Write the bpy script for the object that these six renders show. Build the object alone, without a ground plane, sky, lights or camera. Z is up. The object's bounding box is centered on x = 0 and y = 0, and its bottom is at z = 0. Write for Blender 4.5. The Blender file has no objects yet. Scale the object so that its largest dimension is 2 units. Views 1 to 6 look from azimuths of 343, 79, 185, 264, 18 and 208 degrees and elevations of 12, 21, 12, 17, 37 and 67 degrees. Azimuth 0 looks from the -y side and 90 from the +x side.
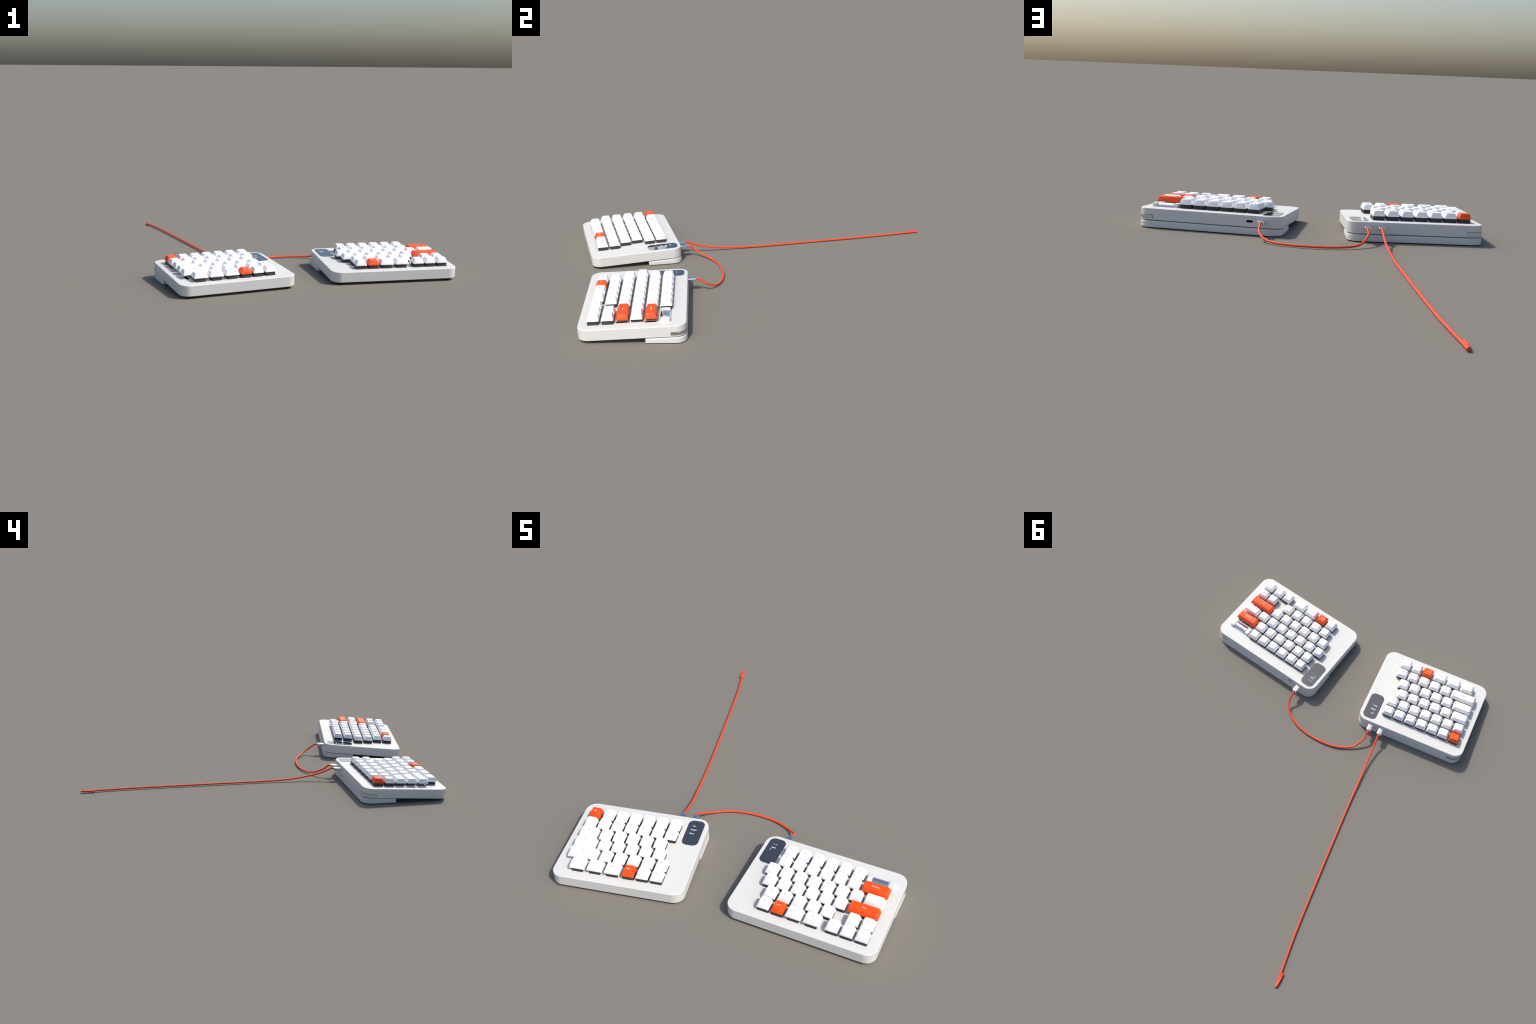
"""A white split mechanical keyboard: two tilted halves with orange accent keys,
a small glass display on each half, a metal roller knob, and orange USB cables."""
import bpy, bmesh, math
from mathutils import Vector, Matrix, Euler

P = 0.06374                 # key pitch in metres (one key unit)

# ------------------------------------------------------------------ materials
def principled(name, color, rough=0.5, metal=0.0, spec=0.5, coat=0.0):
    m = bpy.data.materials.new(name)
    m.use_nodes = True
    b = m.node_tree.nodes["Principled BSDF"]
    b.inputs["Base Color"].default_value = (*color, 1)
    b.inputs["Roughness"].default_value = rough
    b.inputs["Metallic"].default_value = metal
    b.inputs["Specular IOR Level"].default_value = spec
    b.inputs["Coat Weight"].default_value = coat
    return m, m.node_tree, b

def grain(nt, b, color, amount, scale, bump=0.0):
    """Faint procedural mottling of the base colour (and optional micro bump)."""
    n = nt.nodes
    tc = n.new("ShaderNodeTexCoord")
    noise = n.new("ShaderNodeTexNoise")
    noise.inputs["Scale"].default_value = scale
    noise.inputs["Detail"].default_value = 3.0
    ramp = n.new("ShaderNodeValToRGB")
    ramp.color_ramp.elements[0].position = 0.3
    ramp.color_ramp.elements[1].position = 0.7
    ramp.color_ramp.elements[0].color = (*[c * (1 - amount) for c in color], 1)
    ramp.color_ramp.elements[1].color = (*[min(1, c * (1 + amount)) for c in color], 1)
    nt.links.new(tc.outputs["Object"], noise.inputs["Vector"])
    nt.links.new(noise.outputs["Fac"], ramp.inputs["Fac"])
    nt.links.new(ramp.outputs["Color"], b.inputs["Base Color"])
    if bump:
        bp = n.new("ShaderNodeBump")
        bp.inputs["Strength"].default_value = bump
        bp.inputs["Distance"].default_value = 0.0004
        nt.links.new(noise.outputs["Fac"], bp.inputs["Height"])
        nt.links.new(bp.outputs["Normal"], b.inputs["Normal"])

def make_materials():
    M = {}
    c = (0.68, 0.677, 0.652)
    M["case"], nt, b = principled("white_case_plastic", c, 0.5, spec=0.3)
    grain(nt, b, c, 0.006, 90.0)
    c = (0.90, 0.90, 0.91)
    M["white"], nt, b = principled("white_keycap_plastic", c, 0.45, spec=0.3)
    grain(nt, b, c, 0.008, 160.0)
    c = (0.90, 0.083, 0.004)
    M["orange"], nt, b = principled("orange_keycap_plastic", c, 0.48, spec=0.45)
    grain(nt, b, c, 0.02, 160.0)
    c = (0.86, 0.075, 0.025)
    M["cable"], nt, b = principled("orange_rubber_cable", c, 0.45, spec=0.4)
    grain(nt, b, c, 0.03, 120.0)
    c = (0.032, 0.032, 0.033)
    M["switch"], nt, b = principled("black_switch_plastic", c, 0.45, spec=0.4)
    grain(nt, b, c, 0.1, 200.0)
    c = (0.012, 0.012, 0.012)
    M["rubber"], nt, b = principled("black_rubber", c, 0.8, spec=0.2)
    grain(nt, b, c, 0.2, 300.0)
    M["port"], nt, b = principled("dark_port_cavity", (0.002, 0.002, 0.002), 0.9, spec=0.0)
    c = (0.80, 0.80, 0.81)
    M["metal"], nt, b = principled("satin_aluminium", c, 0.22, metal=1.0)
    grain(nt, b, c, 0.01, 300.0)
    c = (0.62, 0.62, 0.62)
    M["knurl"], nt, b = principled("knurled_steel", c, 0.36, metal=1.0)
    grain(nt, b, c, 0.06, 700.0, 0.3)
    c = (0.034, 0.035, 0.041)
    M["screen"], nt, b = principled("dark_display_glass", c, 0.05)
    b.inputs["IOR"].default_value = 2.1
    b.inputs["Coat Weight"].default_value = 1.0
    b.inputs["Coat Roughness"].default_value = 0.03
    grain(nt, b, c, 0.08, 900.0)
    M["ink"], nt, b = principled("grey_legend_ink", (0.30, 0.30, 0.33), 0.6)
    M["white_ink"], nt, b = principled("white_legend_ink", (0.9, 0.85, 0.85), 0.6)
    M["glow"], nt, b = principled("lit_display_text", (0.75, 0.9, 1.0), 0.5)
    b.inputs["Emission Color"].default_value = (0.7, 0.88, 1.0, 1)
    b.inputs["Emission Strength"].default_value = 0.3
    return M

# ------------------------------------------------------------------ mesh helpers
def rounded_rect(x0, x1, y0, y1, r, n=6, z=0.0):
    """Counter-clockwise loop of a rounded rectangle. r: radius or 4 radii
    for the corners (x1,y1), (x0,y1), (x0,y0), (x1,y0)."""
    rs = r if isinstance(r, (tuple, list)) else (r,) * 4
    pts = []
    for (cx, cy, sx, sy, a0), q in zip(
            ((x1, y1, -1, -1, 0), (x0, y1, 1, -1, 90), (x0, y0, 1, 1, 180), (x1, y0, -1, 1, 270)), rs):
        ox, oy = cx + sx * q, cy + sy * q
        for i in range(n + 1):
            a = math.radians(a0 + 90 * i / n)
            pts.append((ox + q * math.cos(a), oy + q * math.sin(a), z))
    return pts

def loft(rings, cap_start=True, cap_end=True):
    bm = bmesh.new()
    rows = [[bm.verts.new(p) for p in ring] for ring in rings]
    n = len(rows[0])
    for a, b in zip(rows, rows[1:]):
        for i in range(n):
            j = (i + 1) % n
            bm.faces.new((a[i], a[j], b[j], b[i]))
    if cap_start:
        bm.faces.new(rows[0][::-1])
    if cap_end:
        bm.faces.new(rows[-1])
    return bm

def to_mesh(bm, name, mat, angle=40.0):
    bmesh.ops.remove_doubles(bm, verts=bm.verts, dist=1e-6)
    bmesh.ops.recalc_face_normals(bm, faces=bm.faces)
    me = bpy.data.meshes.new(name)
    bm.to_mesh(me)
    bm.free()
    me.materials.append(mat)
    me.shade_smooth()
    me.set_sharp_from_angle(angle=math.radians(angle))
    return me

def add(name, me, parent=None, loc=(0, 0, 0), rot=(0, 0, 0)):
    o = bpy.data.objects.new(name, me)
    bpy.context.collection.objects.link(o)
    o.parent = parent
    o.location = loc
    o.rotation_euler = rot
    return o

def weighted(o):
    m = o.modifiers.new("weighted_normals", "WEIGHTED_NORMAL")
    m.keep_sharp = True
    return o

def slab(x0, x1, y0, y1, z0, z1, r, top=0.0, bottom=0.0, n=8, steps=4):
    """Rounded-corner plate with rounded top and bottom edges."""
    rs = r if isinstance(r, (tuple, list)) else (r,) * 4
    rings = []
    def ring(ins, z):
        rings.append(rounded_rect(x0 + ins, x1 - ins, y0 + ins, y1 - ins,
                                  tuple(max(q - ins, 1e-4) for q in rs), n, z))
    if bottom:
        for i in range(steps + 1):
            a = math.pi / 2 * i / steps
            ring(bottom * (1 - math.sin(a)), z0 + bottom * (1 - math.cos(a)))
    else:
        ring(0, z0)
    if top:
        for i in range(steps + 1):
            a = math.pi / 2 * i / steps
            ring(top * (1 - math.cos(a)), z1 - top * (1 - math.sin(a)))
    else:
        ring(0, z1)
    return loft(rings)

def cut(base, cutter_bm):
    """Boolean-subtract a cutter from a mesh object and bake the result."""
    me = bpy.data.meshes.new("cutter")
    bmesh.ops.recalc_face_normals(cutter_bm, faces=cutter_bm.faces)
    cutter_bm.to_mesh(me)
    cutter_bm.free()
    c = bpy.data.objects.new("cutter", me)
    bpy.context.collection.objects.link(c)
    mod = base.modifiers.new("cut", "BOOLEAN")
    mod.operation, mod.object, mod.solver = "DIFFERENCE", c, "EXACT"
    bpy.context.view_layer.update()
    dg = bpy.context.evaluated_depsgraph_get()
    new = bpy.data.meshes.new_from_object(base.evaluated_get(dg))
    base.modifiers.clear()
    old = base.data
    new.name = old.name
    base.data = new
    bpy.data.meshes.remove(old)
    bpy.data.objects.remove(c)
    new.shade_smooth()
    new.set_sharp_from_angle(angle=math.radians(35))

def text_mesh(name, body, size, mat, depth, align="CENTER"):
    cu = bpy.data.curves.new(name, "FONT")
    cu.body, cu.size = body, size
    cu.align_x, cu.align_y = align, "CENTER"
    cu.extrude = depth
    cu.resolution_u = 2
    o = bpy.data.objects.new(name, cu)
    bpy.context.collection.objects.link(o)
    bpy.context.view_layer.update()
    me = bpy.data.meshes.new_from_object(o.evaluated_get(bpy.context.evaluated_depsgraph_get()))
    bpy.data.objects.remove(o)
    bpy.data.curves.remove(cu)
    me.name = name
    me.materials.clear()
    me.materials.append(mat)
    return me

# ------------------------------------------------------------------ key parts
CAP_H, DISH = 0.385, 0.020        # keycap height and depth of its finger dish (key units)
GAP, SIDE, BACK, FRONT = 0.063, 0.195, 0.165, 0.225   # skirt gap, top-face insets
PLATE = -0.29                     # plate surface below the keycap skirt
CASE_BOTTOM = -1.128

def keycap_mesh(w, mat, name):
    """Tapered cap, w key units wide; origin at the back left of its cell, skirt at z = 0."""
    bot = (GAP, w - GAP, -1 + GAP, -GAP)
    top = (SIDE, w - SIDE, -1 + FRONT, -BACK)
    f = 0.035
    rings = []
    def ring(t, extra, z, r):
        x0, x1, y0, y1 = (b + (u - b) * t for b, u in zip(bot, top))
        rings.append(rounded_rect(x0 + extra, x1 - extra, y0 + extra, y1 - extra, r, 4, z))
    ring(0, 0.006, 0.0, 0.035)
    ring(0, 0, 0.008, 0.04)
    for k in (0.25, 0.5, 0.75):
        ring(k * 0.93, -0.006 * math.sin(k * math.pi), 0.012 + (CAP_H - 0.03) * k, 0.045 + 0.035 * k)
    for i in range(5):
        a = math.pi / 2 * i / 4
        ring(0.93 + 0.07 * math.sin(a) * 0.8, f * (1 - math.cos(a)), CAP_H - f * (1 - math.sin(a)) * 0.8, 0.08)
    # dished top: shrink the rim towards the middle while sinking it
    rim = rings[-1]
    cx, cy = w / 2, (top[2] + top[3]) / 2
    hy = (top[3] - top[2]) / 2
    spread = max(w / 2 - SIDE, 1e-3)
    for s in (0.85, 0.65, 0.42, 0.18):
        q = []
        for x, y, z in rim:
            y2 = cy + (y - cy) * s
            ex = (spread - hy) if spread > hy else 0.0      # keep a straight trough on wide keys
            dx = x - cx
            core = max(-ex, min(ex, dx))
            x2 = cx + core + (dx - core) * s
            q.append((x2, y2, CAP_H - DISH * (1 - s * s)))
        rings.append(q)
    rings = [[(x * P, y * P, z * P) for x, y, z in r] for r in rings]
    return to_mesh(loft(rings), name, mat, 60)

def switch_mesh(mat):
    """Black switch housing, tapered, with a cross stem block reaching into the cap."""
    rings = [rounded_rect(-h, h, -h, h, 0.03, 2, z) for h, z in
             ((0.40, PLATE - 0.01), (0.40, PLATE + 0.03), (0.39, PLATE + 0.05), (0.37, 0.02), (0.34, 0.05))]
    return to_mesh(loft([[(x * P, y * P, z * P) for x, y, z in r] for r in rings]), "switch_mesh", mat, 30)

SLOT_X, SLOT_HALF, SLOT_DEEP = 0.70, 0.125, 0.68      # stabilizer slots in the plate under wide keys

def slot_mesh(mat):
    """Open-topped dark liner of a stabilizer slot."""
    h = SLOT_HALF - 0.004
    rings = [rounded_rect(-h * P, h * P, -0.401 * P, 0.401 * P, 0.02 * P, 2, z * P)
             for z in (PLATE - SLOT_DEEP + 0.01, PLATE - 0.03)]
    return to_mesh(loft(rings, True, False), "stabilizer_slot_mesh", mat, 30)

# rows: (start column, [(width, legends, colour)])   legends "top|bottom" for two-line keys
W, O = "white", "orange"
def row(start, spec):
    out, u = [], start
    for item in spec:
        if isinstance(item, (int, float)):
            u += item
            continue
        legend, w, c = (item + (1, W))[:3] if len(item) == 1 else (item + (W,))[:3]
        out.append((u, w, legend, c))
        u += w
    return out

LEFT_ROWS = [
    row(0, [("Esc", 1, O)] + [("F%d" % i,) for i in range(1, 7)]),
    row(0, [("~|`",), ("!|1",), ("@|2",), ("#|3",), ("$|4",), ("%|5",), ("^|6",)]),
    row(0, [("Tab", 1.5)] + [(c,) for c in "QWERT"]),
    row(0, [("Fn", 1.75)] + [(c,) for c in "ASDFG"]),
    row(0, [("Shift", 2.25)] + [(c,) for c in "ZXCVB"]),
    row(0.5, [("Ctrl", 1.25), ("Alt", 1.25), ("Super", 1.25), ("Space", 1, O), ("Enter",), ("Delete",)]),
]
RIGHT_ROWS = [
    row(0, [("F%d" % i,) for i in range(7, 13)]),
    row(0, [("&|7",), ("*|8",), ("(|9",), (")|0",), ("_|-",), ("+|=",), ("Backspace", 2, O)]),
    row(-0.5, [(c,) for c in "YUIOP"] + [("{|[",), ("}|]",), ("||\\", 1.5)]),
    row(-0.25, [(c,) for c in "HJKL"] + [(":|;",), ("\"|'",), ("Enter", 2.25, O)]),
    row(0.25, [("N",), ("M",), ("<|,",), (">|.",), ("?|/",), 0.75, ("^",), ("Fn",)]),
    row(0.25, [("Space",), ("Space", 1, O), ("Super", 1.25), ("Alt", 1.25), 0.25, ("<",), ("v",), (">",)]),
]

# ------------------------------------------------------------------ keyboard half
def corner_path(xs, ys, side, r, length, off, n=24):
    """Points that run along the back edge, round the outer back corner and down the side.
    side = -1 for the corner at x = xs on the left, +1 on the right; off pushes outwards."""
    pts = []
    straight = length - r
    k = 6
    for i in range(k):
        t = straight * (1 - i / k)
        pts.append((xs - side * (r + t), ys + off))
    for i in range(n + 1):
        a = math.pi / 2 * i / n
        pts.append((xs - side * (r - (r + off) * math.sin(a)), ys - r + (r + off) * math.cos(a)))
    for i in range(1, k + 1):
        pts.append((xs + side * off, ys - r - straight * i / k))
    return pts

def strip(xs, ys, side, r, length, z0, z1, inner, outer, teeth=0, amp=0.0, bevel=0.0):
    """Solid band following the corner path, optionally knurled with vertical ribs."""
    dense = 34 if teeth else 24
    ip = corner_path(xs, ys, side, r, length, inner, dense)
    op = corner_path(xs, ys, side, r, length, outer, dense)
    if teeth:
        # resample both paths evenly and ripple the outer one
        def resample(path, m):
            d = [0.0]
            for a, b in zip(path, path[1:]):
                d.append(d[-1] + math.dist(a, b))
            out, j = [], 0
            for i in range(m + 1):
                t = d[-1] * i / m
                while j < len(d) - 2 and d[j + 1] < t:
                    j += 1
                f = (t - d[j]) / max(d[j + 1] - d[j], 1e-9)
                out.append((path[j][0] + (path[j + 1][0] - path[j][0]) * f,
                            path[j][1] + (path[j + 1][1] - path[j][1]) * f))
            return out
        m = teeth * 2
        ip, op = resample(ip, m), resample(op, m)
        op = [(q[0] + (p[0] - q[0]) / math.dist(p, q) * amp, q[1] + (p[1] - q[1]) / math.dist(p, q) * amp)
              if i % 2 else q for i, (p, q) in enumerate(zip(ip, op))]
    rings = []
    for p, q in zip(ip, op):
        if bevel:
            d = math.dist(p, q)
            f = 1 - bevel / d
            m = (p[0] + (q[0] - p[0]) * f, p[1] + (q[1] - p[1]) * f)
            prof = [(p, z0), (m, z0), (q, z0 + bevel), (q, z1 - bevel), (m, z1), (p, z1)]
        else:
            prof = [(p, z0), (q, z0), (q, z1), (p, z1)]
        rings.append([(a[0] * P, a[1] * P, z * P) for a, z in prof])
    return loft(rings)

def build_half(M, name, label, origin, yaw, tilt, x0, x1, rows, outer, screen_x, plugs, roller, lines):
    y0, y1 = -6.575, 0.957
    R = 0.78
    rot = Euler((tilt, 0, yaw))
    mat3 = rot.to_matrix()
    # the empty stands on the ground under the middle of the case
    mid = Vector(((x0 + x1) / 2 * P, (y0 + y1) / 2 * P, CASE_BOTTOM * P))
    w = Vector(origin) + mat3 @ mid
    foot = Vector((w.x, w.y, 0.0))
    O3 = mat3.inverted() @ (foot - Vector(origin))     # empty's origin in key coordinates
    root = bpy.data.objects.new(name, None)
    bpy.context.collection.objects.link(root)
    root.empty_display_size = 0.1
    root.location, root.rotation_euler = foot, rot
    root["label"], root["category"] = label, "keyboard"
    base = -O3
    def at(x=0.0, y=0.0, z=0.0):
        return base + Vector((x * P, y * P, z * P))

    # case: one rounded slab
    xs = x0 if outer < 0 else x1
    case = add("case", to_mesh(slab(x0 * P, x1 * P, y0 * P, y1 * P, CASE_BOTTOM * P, PLATE * P,
                                    R * P, 0.06 * P, 0.05 * P, 14, 5), "case_mesh", M["case"], 35), None)
    cut(case, strip(xs, y1, outer, R, 1.115, -1.015, -0.755, -0.12, 0.2))
    if roller:
        # free port socket on the back and the roller's well in the plate
        px = 0.51
        loop = rounded_rect((px - 0.235) * P, (px + 0.235) * P, -0.805 * P, -0.638 * P, 0.083 * P, 8)
        cut(case, loft([[(x, y, z) for x, z, _ in loop] for y in (0.6 * P, 1.2 * P)]))
        cut(case, slab(6.42 * P, 7.58 * P, -0.925 * P, -0.115 * P, -0.82 * P, 0.0, 0.02 * P))
        add("port_cavity", to_mesh(loft([[(x, y, z) for x, z, _ in loop] for y in (0.602 * P, 0.90 * P)]),
                                   "port_cavity_mesh", M["port"], 30), root, at())
    for r, keys in enumerate(rows):
        for u, wd, legend, col in keys:
            if wd >= 2:
                for sx in (-SLOT_X, SLOT_X):
                    c = u + wd / 2 + sx
                    cut(case, slab((c - SLOT_HALF) * P, (c + SLOT_HALF) * P, (-r - 0.935) * P, (-r - 0.125) * P,
                                   (PLATE - SLOT_DEEP) * P, 0.0, 0.02 * P, 0, 0, 2))
    case.parent, case.location = root, at()
    weighted(case)

    # knurled metal band set in the outer back corner
    add("grip_band", to_mesh(strip(xs, y1, outer, R, 1.085, -1.0, -0.785, -0.11, 0.012, 48, 0.008, 0.003),
                             "grip_band_mesh", M["knurl"], 25), root, at())

    # wedge riser foot: top follows the case, underside lies flat on the ground
    fy0, fy1, top = -1.93, y1 + 0.008, CASE_BOTTOM - 0.042
    fx0, fx1 = x0 + 0.012, x1 - 0.012
    def ground_z(y):          # key-space height of the ground under depth y
        q = mat3.inverted() @ Vector((0, 0, 1))
        h = Vector(origin).z
        return (-h / P - mat3[2][1] * y) / mat3[2][2] + 0.004
    rs = (R - 0.03, R - 0.03, 0.06, 0.06)
    rings = []
    e = 0.05
    for i in range(4):
        a = math.pi / 2 * i / 3
        rings.append([(x, y, ground_z(y) + e * 0.6 * (1 - math.cos(a))) for x, y, _ in
                      rounded_rect(*(v + s * e * 0.6 * (1 - math.sin(a)) for v, s in
                                     ((fx0, 1), (fx1, -1), (fy0, 1), (fy1, -1))), rs, 10)])
    e = 0.10
    for i in range(5):
        a = math.pi / 2 * i / 4
        rings.append([(x, y, top - e * (1 - math.sin(a))) for x, y, _ in
                      rounded_rect(*(v + s * e * (1 - math.cos(a)) for v, s in
                                     ((fx0, 1), (fx1, -1), (fy0, 1), (fy1, -1))),
                                   tuple(max(q - e * (1 - math.cos(a)), 0.004) for q in rs), 10)])
    rings = [[(x * P, y * P, z * P) for x, y, z in r] for r in rings]
    weighted(add("riser_foot", to_mesh(loft(rings), "riser_foot_mesh", M["case"], 35), root, at()))

    # little rubber pads under the front corners, vertical in world space
    inv = mat3.inverted()
    pad_me = None
    for fx in (x0 + 0.75, x1 - 0.75):
        c = Vector(origin) + mat3 @ Vector((fx * P, -6.15 * P, CASE_BOTTOM * P))
        h = c.z + 0.002
        if pad_me is None:
            pad_me = to_mesh(loft([[(0.25 * P * math.cos(a), 0.25 * P * math.sin(a), z)
                                    for a in (2 * math.pi * i / 24 for i in range(24))] for z in (0.0002, h)]),
                             "rubber_pad_mesh", M["rubber"], 30)
        o = add("rubber_pad", pad_me, root)
        o.location = inv @ (Vector((c.x, c.y, 0)) - foot)
        o.rotation_euler = inv.to_euler()

    # display: a mirror-dark glass pill with lit text
    sx0, sx1, sy0, sy1 = screen_x, screen_x + 1.2, -1.835, 0.685
    scr = weighted(add("display", to_mesh(slab(sx0 * P, sx1 * P, sy0 * P, sy1 * P, (PLATE - 0.03) * P, (PLATE + 0.006) * P,
                                      0.40 * P, 0.004 * P, 0, 12, 2), "display_mesh", M["screen"], 30), root, at()))
    for body, y, size in lines:
        add("display_text", text_mesh("display_text_mesh", body, size * P, M["glow"], 0.002 * P, "LEFT"), scr,
            ((sx0 + 0.33) * P, y * P, (PLATE + 0.009) * P))

    # keys
    for r, keys in enumerate(rows):
        for u, wd, legend, col in keys:
            key = (wd, col)
            if key not in caps:
                caps[key] = keycap_mesh(wd, M[col], "keycap_mesh")
            cap = add("keycap", caps[key], root, at(u, -r, 0))
            ink = "white_ink" if col == O else "ink"
            parts = legend.split("|") if len(legend) > 2 and "|" in legend else [legend]
            if legend == "||\\":
                parts = ["|", "\\"]
            cx, cy = wd / 2 - 0.01, -0.475
            for i, t in enumerate(parts):
                y = cy if len(parts) == 1 else (cy + 0.135, cy - 0.135)[i]
                size = (0.185, 0.16, 0.14)[min(len(t), 3) - 1] if len(t) < 4 else 0.132
                tk = (t, ink, size)
                if tk not in texts:
                    texts[tk] = text_mesh("legend_mesh", t, size * P, M[ink], 0.006 * P)
                add("legend", texts[tk], cap, (cx * P, y * P, (CAP_H - DISH + 0.004) * P))
            add("switch", caps["switch"], root, at(u + wd / 2, -r - 0.5, 0))
            if wd >= 2:
                for s in (-1, 1):
                    add("stabilizer_slot", caps["slot"], root, at(u + wd / 2 + s * SLOT_X, -r - 0.53, 0))

    if roller:
        # metal roller lying between two rounded cheeks
        rx0, rx1, ry, rr, rz = 6.44, 7.56, -0.52, 0.40, -0.385
        rings = []
        for x, q in ((rx0, rr - 0.03), (rx0 + 0.02, rr), (rx1 - 0.02, rr), (rx1, rr - 0.03)):
            rings.append([(x * P, (ry + q * math.cos(a)) * P, (rz + q * math.sin(a)) * P)
                          for a in (2 * math.pi * i / 64 for i in range(64))])
        add("roller", to_mesh(loft(rings), "roller_mesh", M["metal"], 35), root, at())
        for c0, c1 in ((6.06, 6.43), (7.57, 7.99)):
            weighted(add("roller_cheek", to_mesh(slab(c0 * P, c1 * P, -0.86 * P, -0.17 * P, (PLATE - 0.02) * P, 0.0,
                                                      0.09 * P, 0.085 * P, 0, 5, 5), "roller_cheek_mesh", M["case"], 35),
                         root, at()))
    return root, base, mat3, Vector(origin)

# ------------------------------------------------------------------ cables
def catmull(pts, n=14):
    Q = [pts[0] * 2 - pts[1]] + pts + [pts[-1] * 2 - pts[-2]]
    out = []
    for i in range(1, len(Q) - 2):
        a, b, c, d = Q[i - 1:i + 3]
        for k in range(n):
            t = k / n
            out.append(0.5 * (2 * b + (c - a) * t + (2 * a - 5 * b + 4 * c - d) * t * t
                              + (3 * b - a - 3 * c + d) * t ** 3))
    out.append(Q[-2])
    return out

def tube(path, radius, sides=12):
    """Round tube along a path with parallel-transported frames; radius may be a list."""
    rad = radius if isinstance(radius, list) else [radius] * len(path)
    up = Vector((0, 0, 1))
    t0 = (path[1] - path[0]).normalized()
    nrm = (up - t0 * up.dot(t0)).normalized()
    rings = []
    for i, p in enumerate(path):
        t = (path[min(i + 1, len(path) - 1)] - path[max(i - 1, 0)]).normalized()
        nrm = (nrm - t * nrm.dot(t)).normalized()
        b = t.cross(nrm)
        rings.append([p + (nrm * math.cos(a) + b * math.sin(a)) * rad[i]
                      for a in (2 * math.pi * k / sides for k in range(sides))])
    return loft(rings)

def merge(bms):
    bm = bms[0]
    for other in bms[1:]:
        me = bpy.data.meshes.new("t")
        other.to_mesh(me)
        other.free()
        bm.from_mesh(me)
        bpy.data.meshes.remove(me)
    return bm

CABLE_R = 0.0051

def plug_parts(M, root, half, px, kink):
    """Metal connector shell in the half's back plus the strain relief that leads to the cable."""
    _, _, mat3, origin = half
    z = -0.695
    def ring(y, ins):
        return [(x, y, zz) for x, zz, _ in rounded_rect((-0.228 + ins) * P, (0.228 - ins) * P, (-0.10 + ins) * P,
                                                       (0.135 - ins) * P, (0.075 - ins * 0.8) * P, 6)]
    bm = loft([ring(-0.06 * P, 0)] + [ring((0.61 + 0.05 * math.sin(a)) * P, 0.05 * (1 - math.cos(a)))
                                      for a in (math.pi / 2 * i / 5 for i in range(6))])
    o = add("connector", to_mesh(bm, "connector_mesh", M["metal"], 35), root)
    wpos = origin + mat3 @ Vector((px * P, 0.97 * P, z * P))
    o.location = wpos - root.location
    o.rotation_euler = mat3.to_euler()
    a = origin + mat3 @ Vector((px * P, 1.6 * P, z * P))
    b = Vector(kink)
    path = [a.lerp(b, t) for t in (0, 0.3, 0.6, 0.85, 1.0)]
    path.append(b + (b - a).normalized() * 0.002)
    o = add("strain_relief", to_mesh(tube([p - root.location for p in path],
            [CABLE_R * k for k in (1.02, 1.02, 1.08, 1.2, 1.1, 0.7)], 10), "strain_relief_mesh", M["cable"], 50), root)

def cable_root(name, label, loc):
    r = bpy.data.objects.new(name, None)
    bpy.context.collection.objects.link(r)
    r.location = loc
    r.empty_display_size = 0.05
    r["label"], r["category"] = label, "cable"
    return r

# ------------------------------------------------------------------ assemble
M = make_materials()
caps, texts = {}, {}
caps["switch"] = switch_mesh(M["switch"])
caps["slot"] = slot_mesh(M["port"])

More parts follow.
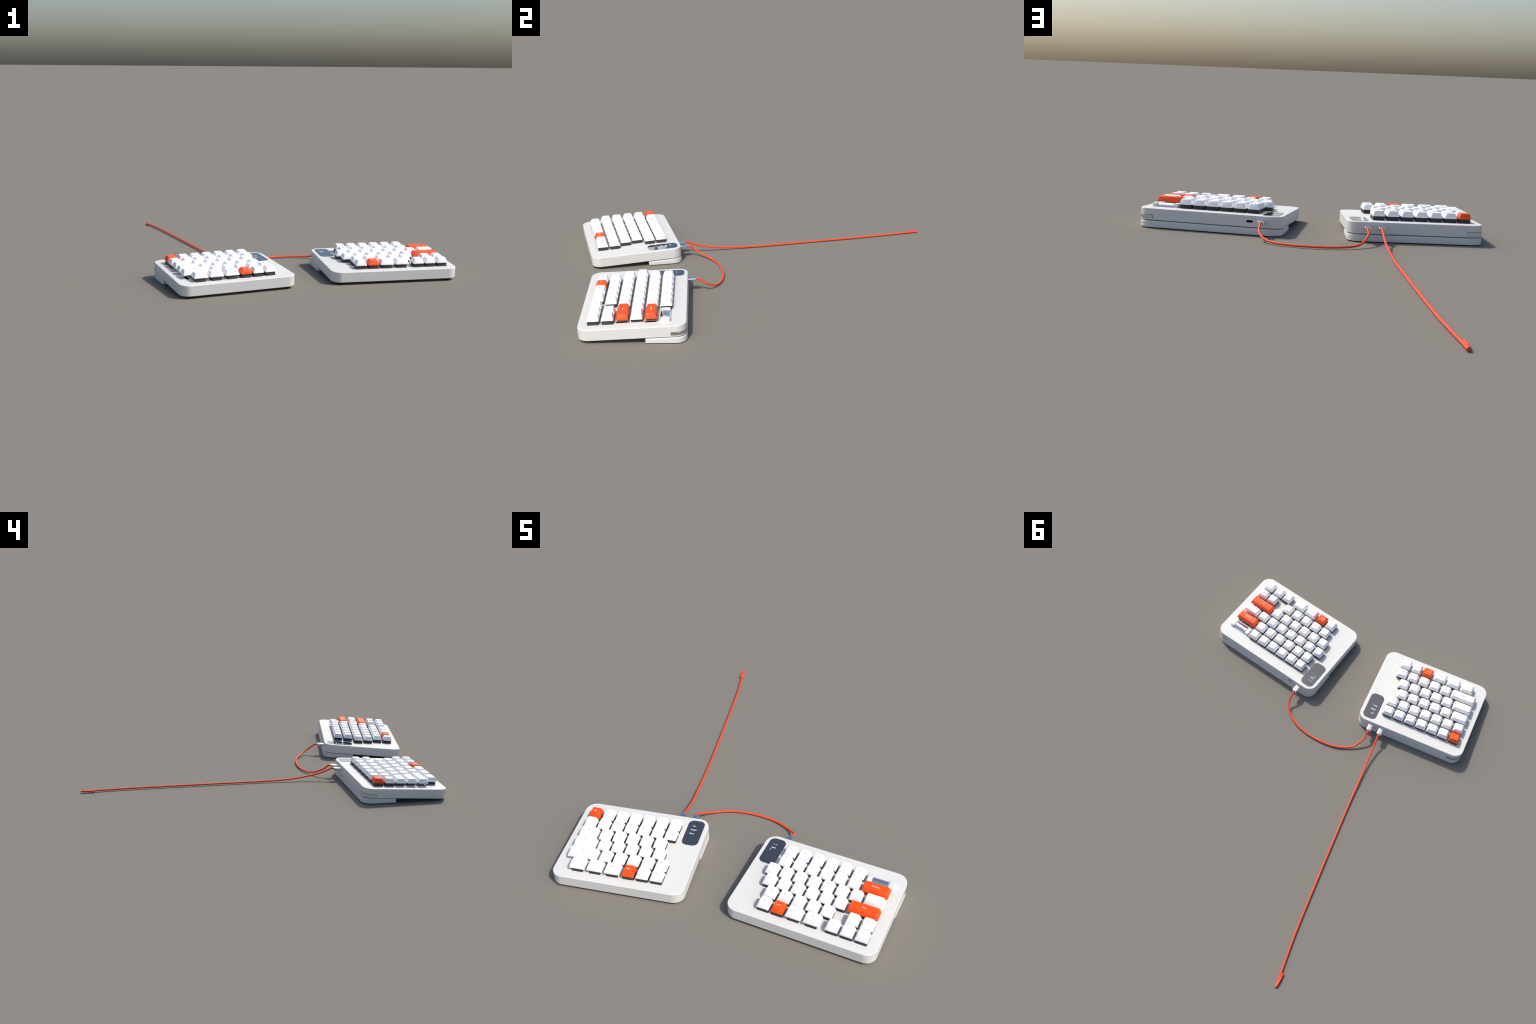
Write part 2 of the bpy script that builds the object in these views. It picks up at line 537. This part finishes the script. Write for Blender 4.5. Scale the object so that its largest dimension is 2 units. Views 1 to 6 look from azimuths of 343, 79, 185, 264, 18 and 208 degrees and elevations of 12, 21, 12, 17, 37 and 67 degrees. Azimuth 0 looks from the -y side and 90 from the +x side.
left = build_half(M, "left_keyboard_half", "left half of a white split keyboard with orange accent keys",
                  (-0.7234, -0.5805, 0.1022), math.radians(6.087), math.radians(2.925),
                  -0.625, 8.73, LEFT_ROWS, -1, 7.24, (7.40, 6.45), False,
                  (("USB", 0.11, 0.135), ("Index", -0.27, 0.19), ("Busy", -0.65, 0.17)))
right = build_half(M, "right_keyboard_half", "right half of a white split keyboard with metal roller knob",
                   (0.2165, -0.5300, 0.1024), math.radians(-5.975), math.radians(2.8755),
                   -1.75, 8.63, RIGHT_ROWS, 1, -1.475, (-0.41,), True,
                   (("~ ~", 0.10, 0.24), ("100%", -0.25, 0.16), ("fn", -0.46, 0.15)))

V = Vector
# short link between the two halves
link = cable_root("link_cable", "short orange cable looping between the two keyboard halves", (-0.03, -0.33, 0))
pts = [V(p) for p in ((-0.2644, -0.4124, 0.0649), (-0.2652, -0.3784, 0.0395), (-0.2285, -0.3197, 0.0108),
                      (-0.145, -0.2735, 0.0055), (-0.0304, -0.259, 0.0050), (0.0779, -0.2738, 0.0052),
                      (0.1609, -0.3164, 0.0100), (0.1984, -0.3639, 0.0328), (0.2015, -0.4082, 0.0629))]
path = [p - link.location for p in catmull(pts)]
add("cord", to_mesh(tube(path, CABLE_R), "cord_mesh", M["cable"], 50), link)
plug_parts(M, link, left, 7.40, pts[0])
plug_parts(M, link, right, -0.41, pts[-1])

# long host cable, its loose end folded back on itself
host = cable_root("host_cable", "long orange cable trailing away with its end folded back", (-0.42, 0.3, 0))
pts = [V(p) for p in ((-0.3255, -0.4228, 0.0666), (-0.3325, -0.3650, 0.0440), (-0.3440, -0.2700, 0.0225),
                      (-0.3592, -0.1634, 0.0105), (-0.3720, -0.0500, 0.0062), (-0.3885, 0.0774, 0.0051), (-0.4275, 0.3600, 0.0050),
                      (-0.4775, 0.7050, 0.0050), (-0.5190, 0.9280, 0.0050), (-0.5305, 0.9985, 0.0050))]
path = [p - host.location for p in catmull(pts)]
tip = pts[-1] - host.location
hook = [tip + V((-0.0016, -0.004, 0.001)), tip + V((-0.0022, -0.020, 0.0012)), tip + V((-0.0010, -0.048, 0.0010)), tip + V((0.0016, -0.0745, 0.0006))]
add("cord", to_mesh(merge([tube(path, CABLE_R), tube(hook, CABLE_R)]), "cord_mesh", M["cable"], 50), host)
plug_parts(M, host, left, 6.45, pts[0])
